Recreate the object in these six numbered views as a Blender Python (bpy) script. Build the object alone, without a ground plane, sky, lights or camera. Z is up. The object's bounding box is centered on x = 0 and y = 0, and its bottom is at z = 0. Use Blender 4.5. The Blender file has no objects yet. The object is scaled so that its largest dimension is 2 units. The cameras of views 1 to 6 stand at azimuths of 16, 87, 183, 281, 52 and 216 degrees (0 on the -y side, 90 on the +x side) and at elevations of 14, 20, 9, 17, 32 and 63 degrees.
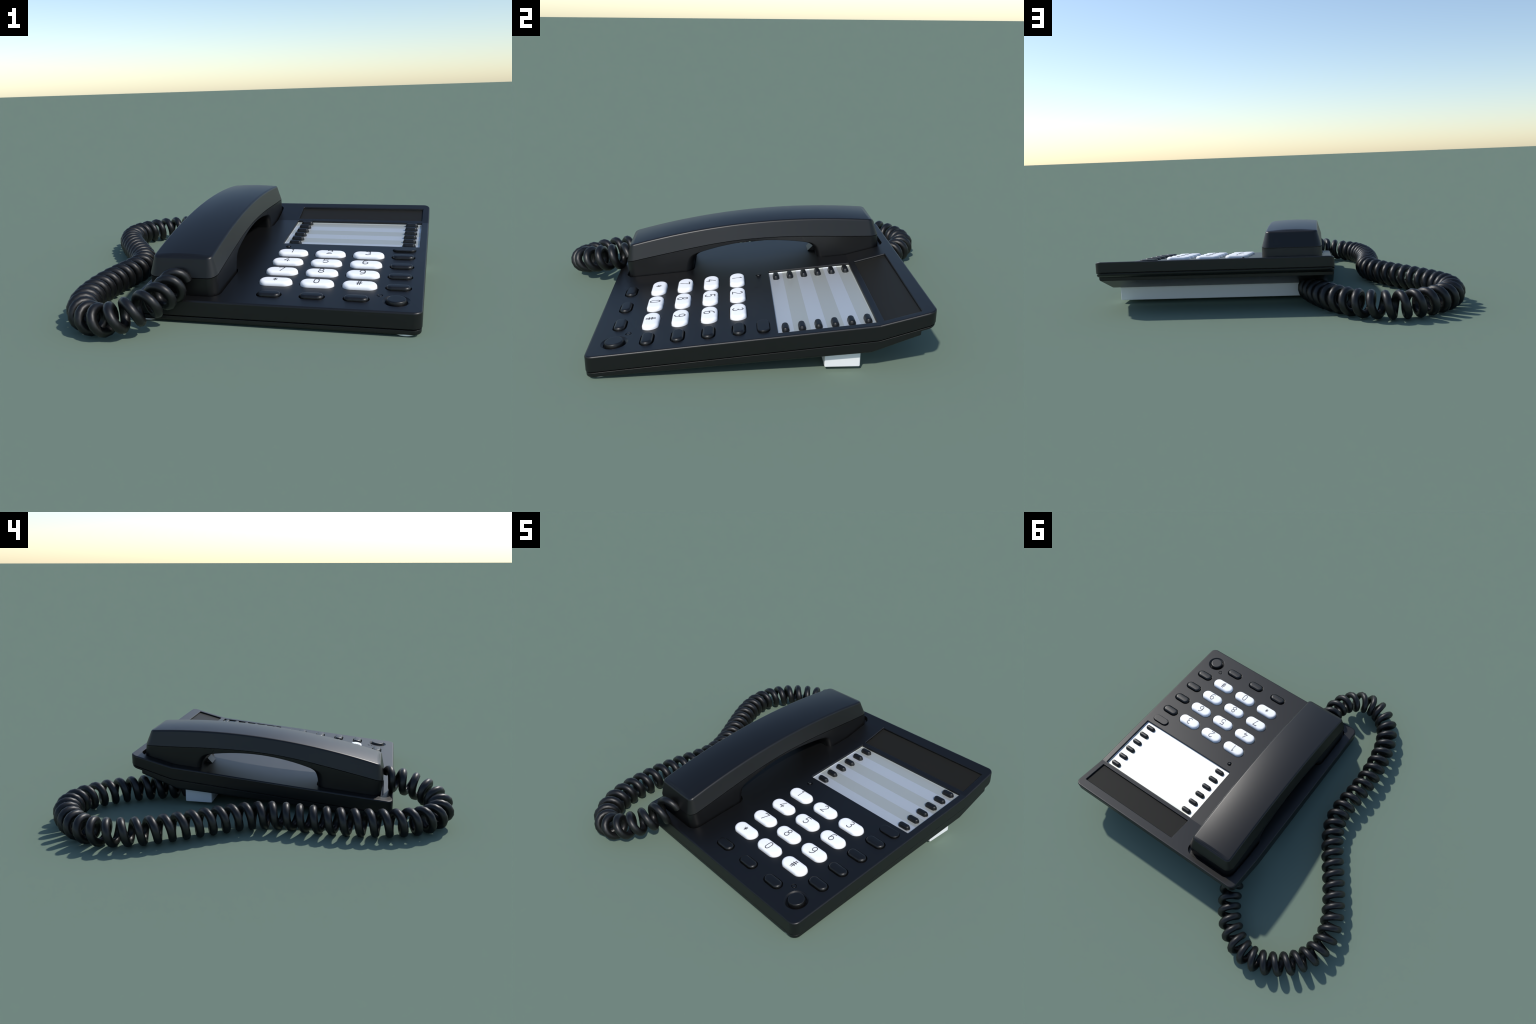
"""A black push-button desk telephone: sloping housing with keypad and memory-key panel,
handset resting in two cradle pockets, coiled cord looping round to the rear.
Units: metres, z up."""
import bpy, bmesh, math
from mathutils import Matrix, Vector

TILT = math.atan(0.1)          # slope of the key deck
DECK_BEND = 0.476              # y at which the deck turns up to the display

# ------------------------------------------------------------------ side profiles
def deck(y):
    """Height of the top face of the housing at depth y."""
    z = 0.1706 + 0.1 * y
    return z if y <= DECK_BEND else 0.1706 + 0.1 * DECK_BEND + 0.263 * (y - DECK_BEND)

def seam(y):
    """Height of the parting line between upper and lower housing."""
    return 0.1016 + 0.1023 * y if y <= 0.478 else 0.1505 + 0.305 * (y - 0.478)

def belly(y):
    """Height of the underside, with the step in front of the rear overhang."""
    if y <= 0.0:
        return 0.0625 + 0.0810 * y
    if y <= 0.447:
        return 0.0625 + 0.0738 * y
    if y <= 0.643:
        return 0.0955 + 0.376 * (y - 0.447)
    return 0.1860 + 0.300 * (y - 0.6435)

def curve(points):
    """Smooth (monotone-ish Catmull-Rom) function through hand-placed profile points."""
    def f(x):
        n = len(points)
        i = 0
        while i < n - 2 and x > points[i + 1][0]:
            i += 1
        (x0, y0), (x1, y1) = points[i], points[i + 1]
        def slope(k):
            a, b = points[max(k - 1, 0)], points[min(k + 1, n - 1)]
            return (b[1] - a[1]) / (b[0] - a[0])
        h = x1 - x0
        t = (x - x0) / h
        if t < 0 or t > 1:
            return y0 + slope(i) * (x - x0) if t < 0 else y1 + slope(i + 1) * (x - x1)
        m0, m1 = slope(i) * h, slope(i + 1) * h
        return ((2 * t**3 - 3 * t**2 + 1) * y0 + (t**3 - 2 * t**2 + t) * m0
                + (-2 * t**3 + 3 * t**2) * y1 + (t**3 - t**2) * m1)
    return f

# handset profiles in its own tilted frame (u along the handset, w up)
h_seam = curve([(-.66, .0700), (-.61, .0790), (-.454, .0985), (-.32, .1140), (-.19, .1265), (-.06, .1325),
                (.07, .1308), (.20, .1230), (.32, .1120), (.49, .0925), (.64, .0775), (.68, .0735)])
def h_top(u):
    return 0.2125 - 0.1385 * (u - 0.012) ** 2
def h_under(u):
    return 0.1188 - 0.45 * (u + 0.004) ** 2

# ------------------------------------------------------------------ mesh building
def link(name, mesh, material, parent, smooth=35.0, weighted=True):
    ob = bpy.data.objects.new(name, mesh)
    bpy.context.scene.collection.objects.link(ob)
    if material and not mesh.materials:
        mesh.materials.append(material)
    if smooth is not None:
        for p in mesh.polygons:
            p.use_smooth = True
        mesh.set_sharp_from_angle(angle=math.radians(smooth))
        if weighted:
            m = ob.modifiers.new("even_shading", "WEIGHTED_NORMAL")
            m.keep_sharp = True
    if parent:
        ob.parent = parent
    return ob

def rungs(s, mids, arc):
    """Rows (y, x_left, x_right) of a rounded rectangle, front to rear."""
    y0, y1, hx, cx = s["y0"], s["y1"], s["hx"], s.get("cx", 0.0)
    r0, r1 = s.get("r0", s.get("r", 0.0)), s.get("r1", s.get("r", 0.0))
    rows = []
    for k in range(arc + 1):
        a = math.pi / 2 * k / arc
        rows.append((y0 + r0 * (1 - math.cos(a)), hx - r0 * (1 - math.sin(a))))
    for m in mids:
        y = m if not isinstance(m, tuple) else y0 + r0 + m[0] * (y1 - r1 - y0 - r0)
        rows.append((y, hx))
    for k in range(arc + 1):
        a = math.pi / 2 * (1 - k / arc)
        rows.append((y1 - r1 * (1 - math.cos(a)), hx - r1 * (1 - math.sin(a))))
    return [(y, cx - h, cx + h) for y, h in rows]

def loft(name, sections, mids=(), arc=6, cols=1, crown=0.0, cap_bottom=True, cap_top=True):
    """Solid through stacked rounded-rectangle sections; each section's height is a function z(x, y)."""
    bm = bmesh.new()
    rings, rows_of = [], []
    for s in sections:
        rows = rungs(s, mids, arc)
        z = s["z"] if callable(s["z"]) else (lambda x, y, c=s["z"]: c)
        mix = lambda row, j: row[1] + (row[2] - row[1]) * j / cols
        pts = [(r[1], r[0]) for r in rows]
        pts += [(mix(rows[-1], j), rows[-1][0]) for j in range(1, cols)]
        pts += [(r[2], r[0]) for r in reversed(rows)]
        pts += [(mix(rows[0], j), rows[0][0]) for j in range(cols - 1, 0, -1)]
        rings.append([bm.verts.new((x, y, z(x, y))) for x, y in pts])
        rows_of.append((rows, z))
    n = len(rings[0])
    for a, b in zip(rings, rings[1:]):
        for i in range(n):
            j = (i + 1) % n
            bm.faces.new((a[i], b[i], b[j], a[j]))
    def cap(ring, rows, z, up):
        R = len(rows)
        left, right = ring[:R], ring[R + cols - 1: 2 * R + cols - 1][::-1]
        back, front = ring[R: R + cols - 1], ring[2 * R + cols - 1:][::-1]
        grid = []
        for i, (y, xl, xr) in enumerate(rows):
            if i == 0:
                inner = front
            elif i == R - 1:
                inner = back
            else:
                inner = []
                for j in range(1, cols):
                    x = xl + (xr - xl) * j / cols
                    q = 2 * j / cols - 1
                    e = min(1.0, min(i, R - 1 - i) / (arc + 1)) 
                    inner.append(bm.verts.new((x, y, z(x, y) + (crown * (1 - q * q) * e if up else 0))))
            grid.append([left[i], *inner, right[i]])
        for i in range(R - 1):
            for j in range(cols):
                q = (grid[i][j], grid[i][j + 1], grid[i + 1][j + 1], grid[i + 1][j])
                bm.faces.new(q if up else q[::-1])
    if cap_bottom:
        cap(rings[0], *rows_of[0], False)
    if cap_top:
        cap(rings[-1], *rows_of[-1], True)
    bmesh.ops.remove_doubles(bm, verts=bm.verts, dist=1e-6)
    bmesh.ops.recalc_face_normals(bm, faces=bm.faces)
    me = bpy.data.meshes.new(name)
    bm.to_mesh(me)
    bm.free()
    return me

def rounded(s, r, z, steps=4, down=False):
    """Sections rolling section s over an edge of radius r up to (or down to) height function z."""
    out = []
    for k in range(steps + 1):
        a = math.pi / 2 * k / steps
        inset, drop = r * (1 - math.cos(a)), r * (1 - math.sin(a))
        t = dict(s)
        t["hx"], t["y0"], t["y1"] = s["hx"] - inset, s["y0"] + inset, s["y1"] - inset
        for key in ("r", "r0", "r1"):
            if key in s:
                t[key] = max(s[key] - inset, 1e-4)
        t["z"] = (lambda x, y, d=drop, sg=(1 if down else -1): z(x, y) + sg * d)
        out.append(t)
    return out

def disc(name, profile, seg=32):
    """Body of revolution from (radius, height) pairs, closed on the axis."""
    bm = bmesh.new()
    rings = []
    for r, h in profile:
        rings.append([bm.verts.new((r * math.cos(math.tau * k / seg), r * math.sin(math.tau * k / seg), h)) for k in range(seg)])
    for a, b in zip(rings, rings[1:]):
        for i in range(seg):
            j = (i + 1) % seg
            bm.faces.new((a[i], a[j], b[j], b[i]))
    bm.faces.new(rings[0][::-1])
    bm.faces.new(rings[-1])
    bmesh.ops.recalc_face_normals(bm, faces=bm.faces)
    me = bpy.data.meshes.new(name)
    bm.to_mesh(me)
    bm.free()
    return me

# ------------------------------------------------------------------ materials
def plastic(name, colour, rough, spec=0.5, grain=0.04, scale=160.0, bevel=None, metal=0.0):
    m = bpy.data.materials.new(name)
    m.use_nodes = True
    nt = m.node_tree
    b = nt.nodes["Principled BSDF"]
    co = nt.nodes.new("ShaderNodeTexCoord")
    noise = nt.nodes.new("ShaderNodeTexNoise")
    noise.inputs["Scale"].default_value = scale
    noise.inputs["Detail"].default_value = 3.0
    nt.links.new(co.outputs["Object"], noise.inputs["Vector"])
    ramp = nt.nodes.new("ShaderNodeValToRGB")
    lo, hi = 1 - grain, 1 + grain
    ramp.color_ramp.elements[0].position, ramp.color_ramp.elements[1].position = 0.3, 0.7
    ramp.color_ramp.elements[0].color = (*[c * lo for c in colour], 1)
    ramp.color_ramp.elements[1].color = (*[min(c * hi, 1) for c in colour], 1)
    nt.links.new(noise.outputs["Fac"], ramp.inputs["Fac"])
    nt.links.new(ramp.outputs["Color"], b.inputs["Base Color"])
    b.inputs["Roughness"].default_value = rough
    b.inputs["Specular IOR Level"].default_value = spec
    b.inputs["Metallic"].default_value = metal
    if bevel:
        bv = nt.nodes.new("ShaderNodeBevel")
        bv.samples = 6
        bv.inputs["Radius"].default_value = bevel
        nt.links.new(bv.outputs["Normal"], b.inputs["Normal"])
    return m

BLACK = (0.0032, 0.0032, 0.0034)
housing_black = plastic("satin_black_plastic", BLACK, 0.40, bevel=0.003)
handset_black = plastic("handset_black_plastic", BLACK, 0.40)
key_black = plastic("key_black_plastic", (0.0032, 0.0032, 0.0033), 0.40)
cord_black = plastic("cord_black_vinyl", (0.0034, 0.0034, 0.0036), 0.44)
key_white = plastic("key_white_plastic", (0.99, 0.99, 0.99), 0.35, spec=0.5, grain=0.005)
stand_white = plastic("stand_white_plastic", (0.80, 0.80, 0.80), 0.5, grain=0.01)
print_black = plastic("printed_ink", (0.008, 0.008, 0.009), 0.6)
screen_dark = plastic("smoked_screen", (0.0145, 0.0136, 0.0108), 0.5, spec=0.15)
card_blue = plastic("label_card_pale_blue", (0.72, 0.74, 0.74), 0.40, grain=0.01, metal=0.6)
card_grey = plastic("label_card_pale_grey", (0.62, 0.63, 0.57), 0.40, grain=0.01, metal=0.6)

# ------------------------------------------------------------------ the telephone
phone = bpy.data.objects.new("desk_telephone", None)
bpy.context.scene.collection.objects.link(phone)
phone["label"] = "black push-button desk telephone with white keys and coiled cord"
phone["category"] = "telephone"

CX = 0.3297                                       # centre line of the housing
body = dict(cx=CX, hx=0.6105, y0=-0.704, y1=0.707, r=0.036)
BREAKS = (-0.3, 0.0, 0.447, DECK_BEND, 0.478, 0.6430, 0.6435)

def grow(s, d, **kw):
    t = dict(s)
    t["hx"], t["y0"], t["y1"] = s["hx"] + d, s["y0"] - d, s["y1"] + d
    for key in ("r", "r0", "r1"):
        if key in s:
            t[key] = s[key] + d
    t.update(kw)
    return t

# upper housing, before its recesses are cut
upper = [grow(body, -0.012, z=lambda x, y: seam(y) - 0.005),
         grow(body, -0.012, z=lambda x, y: seam(y) + 0.0030),
         grow(body, 0.0, z=lambda x, y: seam(y) + 0.0030)]
upper += rounded(body, 0.0075, lambda x, y: deck(y))
upper_mesh = loft("upper_housing", upper, BREAKS, arc=8)

# ---- cutters for recesses
cutters = []
def cut(me):
    cutters.append(me)
def on_deck(h):
    return lambda x, y: deck(y) + h
def deck_plane(h):
    return lambda x, y: 0.1706 + 0.1 * y + h
def rear_plane(h):
    return lambda x, y: 0.1706 + 0.1 * DECK_BEND + 0.263 * (y - DECK_BEND) + h

PANEL = dict(cx=0.5605, hx=0.3435, y0=0.0700, y1=0.4715, r=0.001)
SCREEN = dict(cx=0.5605, hx=0.3445, y0=0.4990, y1=0.6495, r=0.001)
PANEL_DEEP, SCREEN_DEEP = 0.0150, 0.0110
def window(outline, plane, deep):
    """Rectangular recess with a narrow chamfer round its mouth."""
    wide = grow(outline, .003)
    cut(loft("c", [dict(outline, z=plane(-deep)), dict(outline, z=plane(-.0026)), dict(wide, z=plane(.0004)), dict(wide, z=plane(.05))], arc=1))
window(PANEL, deck_plane, PANEL_DEEP)
window(SCREEN, rear_plane, SCREEN_DEEP)

KEY = dict(hx=0.0740, y0=-0.0355, y1=0.0355, r=0.0355)
SMALL = dict(hx=0.0505, y0=-0.0245, y1=0.0245, r=0.0245)
BLANK = dict(hx=0.0540, y0=-0.0245, y1=0.0245, r=0.0245)
KEY_X = (0.304, 0.488, 0.672)
KEY_Y = (-0.0865, -0.2115, -0.3370, -0.4625)
SIDE_X, FRONT_Y = 0.8345, -0.5955
small_places = [(SIDE_X, y) for y in KEY_Y] + [(x, FRONT_Y) for x in KEY_X]
BLANK_AT = (SIDE_X, 0.0142)
BUTTON_AT = (0.8345, -0.5965)

def well(at, outline, gap, deep):
    s = grow(outline, gap)
    s = dict(s, cx=at[0], y0=at[1] + s["y0"], y1=at[1] + s["y1"])
    wide = grow(s, .0013)
    cut(loft("c", [dict(s, z=deck_plane(-deep)), dict(s, z=deck_plane(-.0012)), dict(wide, z=deck_plane(.0003)), dict(wide, z=deck_plane(.03))], arc=8))
for x in KEY_X:
    for y in KEY_Y:
        well((x, y), KEY, 0.0035, 0.012)
for at in small_places:
    well(at, SMALL, 0.0045, 0.012)
well(BLANK_AT, BLANK, 0.0020, 0.006)

LAMP_AT, PINHOLE_AT = (0.2565, 0.019), (0.7640, -0.5480)
def round_cut(at, profile):
    me = disc("c", profile)
    me.transform(Matrix.Translation((at[0], at[1], deck_plane(0)(*at))) @ Matrix.Rotation(TILT, 4, "X"))
    cut(me)
round_cut(LAMP_AT, [(0.0140, -0.010), (0.0140, 0.02)])
round_cut(PINHOLE_AT, [(0.0130, -0.006), (0.0130, 0.02)])
round_cut(BUTTON_AT, [(0.0455, -0.014), (0.0455, -0.0075), (0.0560, -0.0005), (0.0562, 0.02)])

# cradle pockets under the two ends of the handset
HX = -0.066
def cradle(y0, y1, r, mids):
    p = dict(cx=HX, hx=0.1630, y0=y0, y1=y1, r=r)
    cut(loft("c", [dict(p, z=on_deck(-.024)), dict(p, z=on_deck(.03))], mids, arc=8))
cradle(-0.6520, -0.303, 0.046, (-.4,))
cradle(0.330, 0.6710, 0.050, (.4, .45, DECK_BEND, .5))

def subtract(mesh, parts):
    bm = bmesh.new()
    for p in parts:
        bm.from_mesh(p)
    cm = bpy.data.meshes.new("cutter")
    bm.to_mesh(cm)
    bm.free()
    a = bpy.data.objects.new("work", mesh)
    b = bpy.data.objects.new("cutter", cm)
    for o in (a, b):
        bpy.context.scene.collection.objects.link(o)
    m = a.modifiers.new("cut", "BOOLEAN")
    m.operation, m.solver, m.object = "DIFFERENCE", "EXACT", b
    bpy.context.view_layer.update()
    dg = bpy.context.evaluated_depsgraph_get()
    out = bpy.data.meshes.new_from_object(a.evaluated_get(dg))
    bpy.data.objects.remove(a)
    bpy.data.objects.remove(b)
    for p in parts:
        bpy.data.meshes.remove(p)
    return out

upper_mesh = subtract(upper_mesh, cutters)
upper_mesh.name = "upper_housing"
link("upper_housing", upper_mesh, housing_black, phone, smooth=28)

# lower housing with rounded belly edge and the step before the rear overhang
low = grow(body, -0.0025)
lower = rounded(low, 0.0095, lambda x, y: belly(y), steps=6, down=True)[::-1]
lower += [dict(low, z=lambda x, y: seam(y) - 0.0028), grow(low, -0.02, z=lambda x, y: seam(y) - 0.0033)]
link("lower_housing", loft("lower_housing", lower, BREAKS, arc=8), housing_black, phone, smooth=28)

# foot bar and round pads
def foot_side(d):
    return dict(cx=0.3287, hx=0.5730 - d, y0=0.2630 + d, y1=0.4110 - d, r=0.005)
link("foot_bar", loft("foot_bar", [dict(foot_side(.004), z=0.0155), dict(foot_side(.0012), z=0.0167), dict(foot_side(0), z=0.0195),
                                   dict(foot_side(0), z=0.088)], arc=3), stand_white, phone)
pad_mesh = disc("foot_pad", [(0.039, 0.0), (0.0425, 0.001), (0.0445, 0.004), (0.0450, 0.012)])
for x in (0.875, -0.216):
    link("foot_pad", pad_mesh, stand_white, phone).location = (x, -0.653, 0)

# ---- display and label panel
s = grow(SCREEN, -0.0004)
link("display_screen", loft("display_screen", [dict(s, z=rear_plane(-SCREEN_DEEP - .004)), dict(s, z=rear_plane(-SCREEN_DEEP + .001))], arc=1),
     screen_dark, phone)
panel = link("label_panel", loft("label_panel", [dict(grow(PANEL, -.0004), z=deck_plane(-PANEL_DEEP - .004)),
                                                 dict(grow(PANEL, -.0004), z=deck_plane(-PANEL_DEEP + .0006))], arc=1), card_grey, phone)
ROWS, PITCH, LIP = 6, 0.0678, 0.0036

def label_strip(y0, y1):
    """One row of the card; where it meets the border of the panel it curls up against the recess wall."""
    xl, xr = PANEL["cx"] - PANEL["hx"] + .0006, PANEL["cx"] + PANEL["hx"] - .0006
    yl, yr = PANEL["y0"] + .0006, PANEL["y1"] - .0006
    def curl(d):
        return LIP - math.sqrt(max(LIP ** 2 - (LIP - d) ** 2, 0.0)) if d < LIP else 0.0
    steps = [LIP * (1 - math.cos(math.pi / 2 * k / 5)) for k in range(6)]
    xs = [xl + d for d in steps] + [xl + .1 + .058 * k for k in range(9)] + [xr - d for d in reversed(steps)]
    ys = sorted({round(v, 6) for v in [y0, y1] + [yl + d for d in steps if y0 <= yl + d <= y1] + [yr - d for d in steps if y0 <= yr - d <= y1]})
    floor = deck_plane(-PANEL_DEEP)
    bm = bmesh.new()
    top = [[bm.verts.new((x, y, floor(x, y) + .0012 + max(curl(x - xl), curl(xr - x), curl(y - yl), curl(yr - y)))) for x in xs] for y in ys]
    low = [[bm.verts.new((x, y, floor(x, y))) for x in xs] for y in ys]
    rows, cols = len(ys), len(xs)
    for i in range(rows - 1):
        for j in range(cols - 1):
            bm.faces.new((top[i][j], top[i][j + 1], top[i + 1][j + 1], top[i + 1][j]))
            bm.faces.new((low[i][j], low[i + 1][j], low[i + 1][j + 1], low[i][j + 1]))
    border = [(0, j) for j in range(cols)] + [(i, cols - 1) for i in range(1, rows)] + [(rows - 1, j) for j in range(cols - 2, -1, -1)] + [(i, 0) for i in range(rows - 2, 0, -1)]
    for (a, b), (c, d) in zip(border, border[1:] + border[:1]):
        bm.faces.new((low[a][b], low[c][d], top[c][d], top[a][b]))
    bmesh.ops.recalc_face_normals(bm, faces=bm.faces)
    me = bpy.data.meshes.new("label_strip")
    bm.to_mesh(me)
    bm.free()
    return me

for k in range(ROWS):
    y0 = 0.0706 + PITCH * k
    y1 = PANEL["y1"] - .0006 if k == ROWS - 1 else y0 + PITCH - .0003
    link("label_strip", label_strip(y0, y1), card_grey if k % 2 else card_blue, panel, smooth=50, weighted=False)

def place(ob, x, y, h=0.0):
    ob.location = (x, y, deck_plane(h)(x, y))
    ob.rotation_euler = (TILT, 0, 0)
    return ob

def cap_mesh(name, outline, base, height, edge, crown, draft=0.0):
    lower_ring = dict(grow(outline, draft), z=base)
    return loft(name, [lower_ring, *rounded(outline, edge, lambda x, y: height, steps=5)], arc=10, cols=8, crown=crown)

marker_mesh = loft("memory_key", [dict(hx=.0335, y0=-.0155, y1=.0155, r=.0155, z=0.0), dict(hx=.0327, y0=-.0148, y1=.0148, r=.0148, z=0.008),
                                  *rounded(dict(hx=.030, y0=-.0128, y1=.0128, r=.0128), .0075, lambda x, y: .0195, steps=4)], arc=8, cols=4, crown=.0008)
for x in (0.2755, 0.8515):
    for k in range(ROWS):
        place(link("memory_key", marker_mesh, key_black, phone), x, 0.1045 + PITCH * k, -PANEL_DEEP + .001)

# ---- keys and their symbols
def stroke_mesh(name, lines, width=0.0036, lift=0.0007):
    """Thin raised ribbons along polylines in a box 1 x 1 (x right, y up) centred on 0."""
    bm = bmesh.new()
    W, H = 0.0290, 0.0455
    for line, closed in lines:
        pts = [Vector((p[0] * W, p[1] * H)) for p in line]
        n = len(pts)
        sides = []
        for i, p in enumerate(pts):
            a = pts[(i - 1) % n] if closed or i > 0 else None
            b = pts[(i + 1) % n] if closed or i < n - 1 else None
            d1 = (p - a).normalized() if a is not None else (b - p).normalized()
            d2 = (b - p).normalized() if b is not None else d1
            t = (d1 + d2).normalized()
            nrm = Vector((-t.y, t.x))
            k = width / 2 / max(0.5, nrm.dot(Vector((-d1.y, d1.x))))
            sides.append((p + nrm * k, p - nrm * k))
        vs = [[bm.verts.new((q.x, q.y, z)) for q, z in ((l, 0), (r, 0), (r, lift), (l, lift))] for l, r in sides]
        for i in range(n if closed else n - 1):
            a, b = vs[i], vs[(i + 1) % n]
            for j in range(4):
                k = (j + 1) % 4
                bm.faces.new((a[j], a[k], b[k], b[j]))
        if not closed:
            bm.faces.new(vs[0])
            bm.faces.new(vs[-1][::-1])
    bmesh.ops.recalc_face_normals(bm, faces=bm.faces)
    me = bpy.data.meshes.new(name)
    bm.to_mesh(me)
    bm.free()
    return me

def arc(cx, cy, rx, ry, a0, a1, n=10):
    return [(cx + rx * math.cos(math.radians(a0 + (a1 - a0) * k / n)), cy + ry * math.sin(math.radians(a0 + (a1 - a0) * k / n))) for k in range(n + 1)]
def loop(cx, cy, rx, ry):
    return (arc(cx, cy, rx, ry, 0, 360 - 360 / 20, 19), True)
def slot(rx, ry):
    c = ry - rx * 0.75
    return (arc(0, c, rx, rx * .75, 0, 180, 8) + arc(0, -c, rx, rx * .75, 180, 360, 8), True)

GLYPHS = {
    "1": [([(-.24, .33), (.04, .5), (.04, -.5)], False)],
    "2": [(arc(0, .22, .40, .28, 165, 0, 8) + [(.36, .08), (-.42, -.48), (.44, -.48)], False)],
    "3": [(arc(-.02, .26, .36, .24, 150, -80, 9) + [(-.08, .03)], False), ([(-.08, .03)] + arc(-.02, -.23, .42, .26, 80, -155, 11), False)],
    "4": [([(.16, .5), (-.44, -.20), (.46, -.20)], False), ([(.14, .06), (.14, -.5)], False)],
    "5": [([(.40, .48), (-.34, .48), (-.38, .06)] + arc(-.02, -.18, .42, .31, 130, -155, 12), False)],
    "6": [(arc(.16, .10, .56, .40, 75, 178, 8) + [(-.40, -.15)], False), loop(0, -.20, .40, .29)],
    "7": [([(-.42, .33), (-.42, .48), (.42, .48), (-.10, -.5)], False)],
    "8": [loop(0, .26, .33, .23), loop(0, -.24, .41, .26)],
    "9": [(arc(-.16, -.10, .56, .40, 255, 358, 8) + [(.40, .15)], False), loop(0, .20, .40, .29)],
    "*": [([(.0, .30), (.0, -.30)], False), ([(-.32, .14), (.32, -.14)], False), ([(-.32, -.14), (.32, .14)], False)],
    "0": [slot(.36, .49)],
    "#": [([(-.10, .48), (-.22, -.48)], False), ([(.20, .48), (.08, -.48)], False),
          ([(-.42, .12), (.42, .12)], False), ([(-.42, -.14), (.42, -.14)], False)],
}
white_mesh = cap_mesh("number_key", KEY, -0.010, 0.0160, 0.0145, 0.0012, 0.001)
small_mesh = cap_mesh("function_key", SMALL, -0.010, 0.0120, 0.0110, 0.0008, 0.001)
for (r, row) in enumerate(("123", "456", "789", "*0#")):
    for (c, sign) in enumerate(row):
        k = place(link("number_key", white_mesh, key_white, phone), KEY_X[c], KEY_Y[r])
        g = link("key_symbol", stroke_mesh("key_symbol", GLYPHS[sign]), print_black, k, smooth=None)
        g.location = (-0.0015, 0.0, 0.0167)
for at in small_places:
    place(link("function_key", small_mesh, key_black, phone), *at)
place(link("blank_key", cap_mesh("blank_key", BLANK, -0.006, 0.0090, 0.0035, 0.0), housing_black, phone), *BLANK_AT)
place(link("round_button", disc("round_button", [(.0415, -.012), (.0408, .0), (.0385, .0070), (.0372, .0092), (.0350, .0102), (.0310, .0107)], 40), key_black, phone),
      *BUTTON_AT)
place(link("indicator_lamp", disc("indicator_lamp", [(.0105, -.009), (.0105, .001), (.0088, .0042), (.0050, .0062), (.0015, .0068)], 24), key_black, phone), *LAMP_AT)
place(link("microphone_plug", disc("microphone_plug", [(.0098, -.006), (.0098, -.0005), (.0088, .0006)], 24), housing_black, phone), *PINHOLE_AT)

# hook tab that retains the earpiece
def prism(name, section, x0, x1):
    bm = bmesh.new()
    a = [bm.verts.new((x0, y, z)) for y, z in section]
    b = [bm.verts.new((x1, y, z)) for y, z in section]
    n = len(section)
    bm.faces.new(a)
    bm.faces.new(b[::-1])
    for i in range(n):
        j = (i + 1) % n
        bm.faces.new((a[i], b[i], b[j], a[j]))
    bmesh.ops.recalc_face_normals(bm, faces=bm.faces)
    me = bpy.data.meshes.new(name)
    bm.to_mesh(me)
    bm.free()
    return me
link("hook_tab", prism("hook_tab", [(.293, .2015), (.320, .2285), (.360, .2265), (.360, .165), (.336, .165), (.336, .2045)], -.106, -.026),
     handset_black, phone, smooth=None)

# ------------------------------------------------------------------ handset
cover_base = dict(hx=0.1545, y0=-0.6450, y1=0.6560, r=0.044)
cover_edge = dict(hx=0.1350, y0=-0.6225, y1=0.6360, r=0.026)
fr = [(k / 24,) for k in range(1, 24)]
EDGE = 0.0125
top_w = lambda x, y: h_top(y)
sections = [grow(cover_base, -0.008, z=lambda x, y: h_seam(y) - 0.006),
            grow(cover_base, -0.008, z=lambda x, y: h_seam(y) + 0.0016),
            dict(cover_base, z=lambda x, y: h_seam(y) + 0.0016)]
sections += rounded(cover_edge, EDGE, top_w, steps=5)
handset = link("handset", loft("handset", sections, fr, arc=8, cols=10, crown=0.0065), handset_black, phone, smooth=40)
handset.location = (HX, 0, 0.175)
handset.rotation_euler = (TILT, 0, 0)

grip = dict(hx=0.1538, y0=-0.42, y1=0.43, r=0.0005)
sections = rounded(grip, 0.003, lambda x, y: min(h_under(y), h_seam(y) - .012), steps=3, down=True)[::-1]
sections += [dict(grip, z=lambda x, y: h_seam(y) - 0.0018)]
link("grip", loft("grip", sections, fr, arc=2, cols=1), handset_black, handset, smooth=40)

def cup(name, out_end, steps, sign):
    """Mouth or ear block: outer end fixed, inner wall flaring out into the grip arch."""
    secs = []
    n = len(steps)
    for k, (w, inner) in enumerate(steps):
        z = (lambda x, y, w=w, k=k: min(w, h_seam(y) - 0.0018 - (n - k) * 0.0002)) if k < n - 1 else (lambda x, y: h_seam(y) - 0.0018)
        a, b = (out_end, inner) if sign < 0 else (inner, out_end)
        ro, ri = 0.044, (0.040 if sign < 0 else 0.028)
        inset = 0.004 if k == 0 else 0.0
        secs.append(dict(hx=0.1544 - inset, y0=a + inset, y1=b - inset, r0=ro if sign < 0 else ri, r1=ri if sign < 0 else ro, z=z))
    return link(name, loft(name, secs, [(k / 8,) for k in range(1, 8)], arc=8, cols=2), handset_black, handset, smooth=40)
cup("mouthpiece", -0.6450, [(-.034, -.316), (-.030, -.3155), (-.010, -.3125), (.030, -.304), (.050, -.296), (.062, -.289), (.071, -.280),
                            (.079, -.267), (.085, -.252), (.090, -.236), (.0915, -.225)], -1)
cup("earpiece", 0.6560, [(-.034, .333), (-.030, .3325), (-.010, .330), (.030, .3245), (.046, .318), (.058, .310), (.068, .299),
                         (.076, .285), (.082, .269), (.087, .250), (.0895, .238)], 1)

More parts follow.
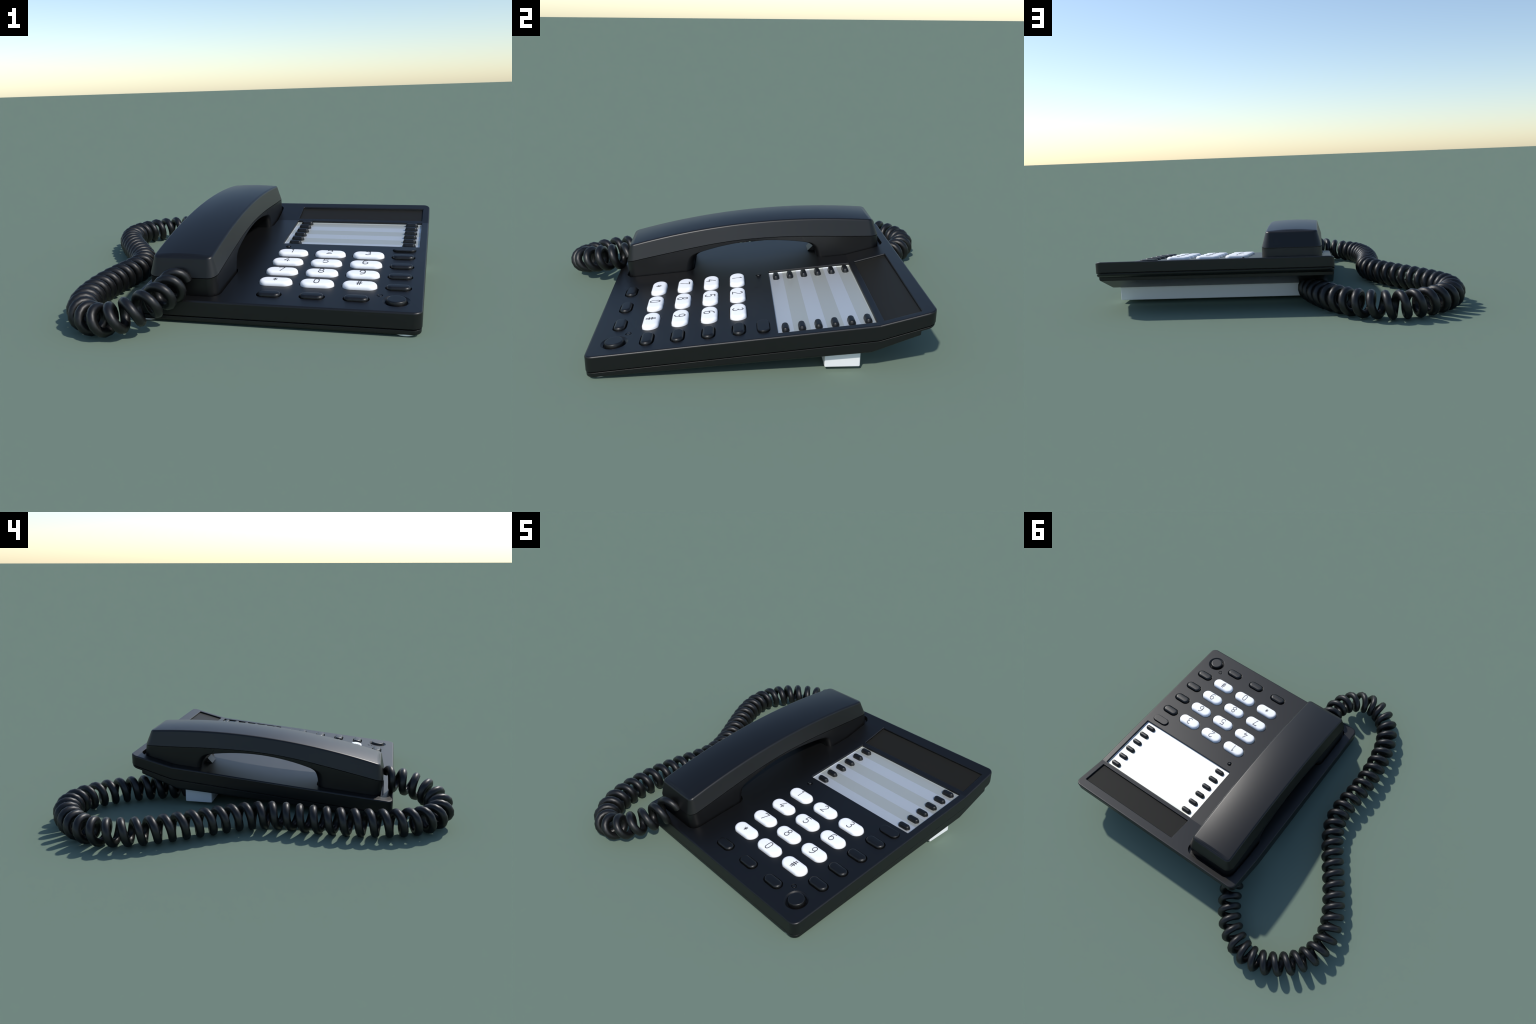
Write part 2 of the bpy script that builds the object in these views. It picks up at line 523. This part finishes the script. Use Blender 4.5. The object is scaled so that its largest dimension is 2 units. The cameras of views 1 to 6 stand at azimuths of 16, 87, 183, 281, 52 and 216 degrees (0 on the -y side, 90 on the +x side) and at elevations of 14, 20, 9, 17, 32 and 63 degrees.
# ------------------------------------------------------------------ coiled cord
# spine: (turn number, x, y, height of the coil centre)
SPINE = [(-1, -0.0991, -0.6033, 0.1736), (0, -0.0857, -0.6753, 0.1635), (1, -0.0879, -0.7435, 0.1539), (2, -0.1059, -0.8078, 0.1410),
         (3, -0.1404, -0.8660, 0.1237), (4, -0.1924, -0.9126, 0.1045), (5, -0.2551, -0.9366, 0.0868), (6, -0.3201, -0.9300, 0.0756),
         (7, -0.3804, -0.8964, 0.0707), (8, -0.4296, -0.8464, 0.0706), (9, -0.4653, -0.7868, 0.0709), (10, -0.4896, -0.7237, 0.0709),
         (11, -0.5054, -0.6586, 0.0708), (12, -0.5154, -0.5920, 0.0710), (13, -0.5219, -0.5244, 0.0708), (14, -0.5244, -0.4561, 0.0710),
         (15, -0.5229, -0.3885, 0.0710), (16, -0.5183, -0.3216, 0.0708), (17, -0.5113, -0.2543, 0.0708), (18, -0.5041, -0.1859, 0.0708),
         (19, -0.5039, -0.1173, 0.0707), (20, -0.5176, -0.0514, 0.0709), (21, -0.5440, 0.0106, 0.0710), (22, -0.5778, 0.0695, 0.0710),
         (23, -0.6148, 0.1261, 0.0707), (24, -0.6531, 0.1821, 0.0709), (25, -0.6922, 0.2378, 0.0709), (26, -0.7310, 0.2941, 0.0707),
         (27, -0.7686, 0.3513, 0.0706), (28, -0.8033, 0.4100, 0.0707), (29, -0.8331, 0.4708, 0.0709), (30, -0.8554, 0.5346, 0.0710),
         (31, -0.8661, 0.6018, 0.0710), (32, -0.8601, 0.6710, 0.0703), (33, -0.8383, 0.7347, 0.0704), (34, -0.8018, 0.7901, 0.0711),
         (35, -0.7546, 0.8386, 0.0709), (36, -0.6995, 0.8792, 0.0710), (37, -0.6393, 0.9098, 0.0713), (38, -0.5749, 0.9259, 0.0711),
         (39, -0.5075, 0.9231, 0.0707), (40, -0.4415, 0.9007, 0.0706), (41, -0.3824, 0.8646, 0.0706), (42, -0.3322, 0.8192, 0.0706),
         (43, -0.2894, 0.7679, 0.0706), (44, -0.2526, 0.7125, 0.0708), (45, -0.2209, 0.6537, 0.0706), (46, -0.1935, 0.5919, 0.0709),
         (47, -0.1701, 0.5272, 0.0708), (48, -0.1507, 0.4599, 0.0708), (49, -0.1351, 0.3899, 0.0708)]
COIL_R, WIRE_R, PER_TURN, SIDES, PHASE = 0.0514, 0.0204, 16, 10, 0.013
spine = [curve([(p[0], p[i]) for p in SPINE]) for i in (1, 2, 3)]
def cord_point(t):
    c = Vector([f(t) for f in spine])
    d = (Vector([f(t + .05) for f in spine]) - Vector([f(t - .05) for f in spine])).normalized()
    side = d.cross(Vector((0, 0, 1))).normalized()
    up = side.cross(d)
    a = math.tau * (t + PHASE)
    return c + COIL_R * (math.cos(a) * up + math.sin(a) * side)
bm = bmesh.new()
t0, t1 = -0.23, 48.35
count = int((t1 - t0) * PER_TURN)
prev, frame = None, None
rings = []
for i in range(count + 1):
    t = t0 + (t1 - t0) * i / count
    p = cord_point(t)
    d = (cord_point(t + .01) - cord_point(t - .01)).normalized()
    c = Vector([f(t) for f in spine])
    out = (p - c)
    out = (out - d * out.dot(d)).normalized()
    third = d.cross(out)
    rings.append([bm.verts.new(p + WIRE_R * (math.cos(math.tau * k / SIDES) * out + math.sin(math.tau * k / SIDES) * third)) for k in range(SIDES)])
for a, b in zip(rings, rings[1:]):
    for k in range(SIDES):
        j = (k + 1) % SIDES
        bm.faces.new((a[k], a[j], b[j], b[k]))
bm.faces.new(rings[0][::-1])
bm.faces.new(rings[-1])
bmesh.ops.recalc_face_normals(bm, faces=bm.faces)
me = bpy.data.meshes.new("coiled_cord")
bm.to_mesh(me)
bm.free()
link("coiled_cord", me, cord_black, phone, smooth=60, weighted=False)
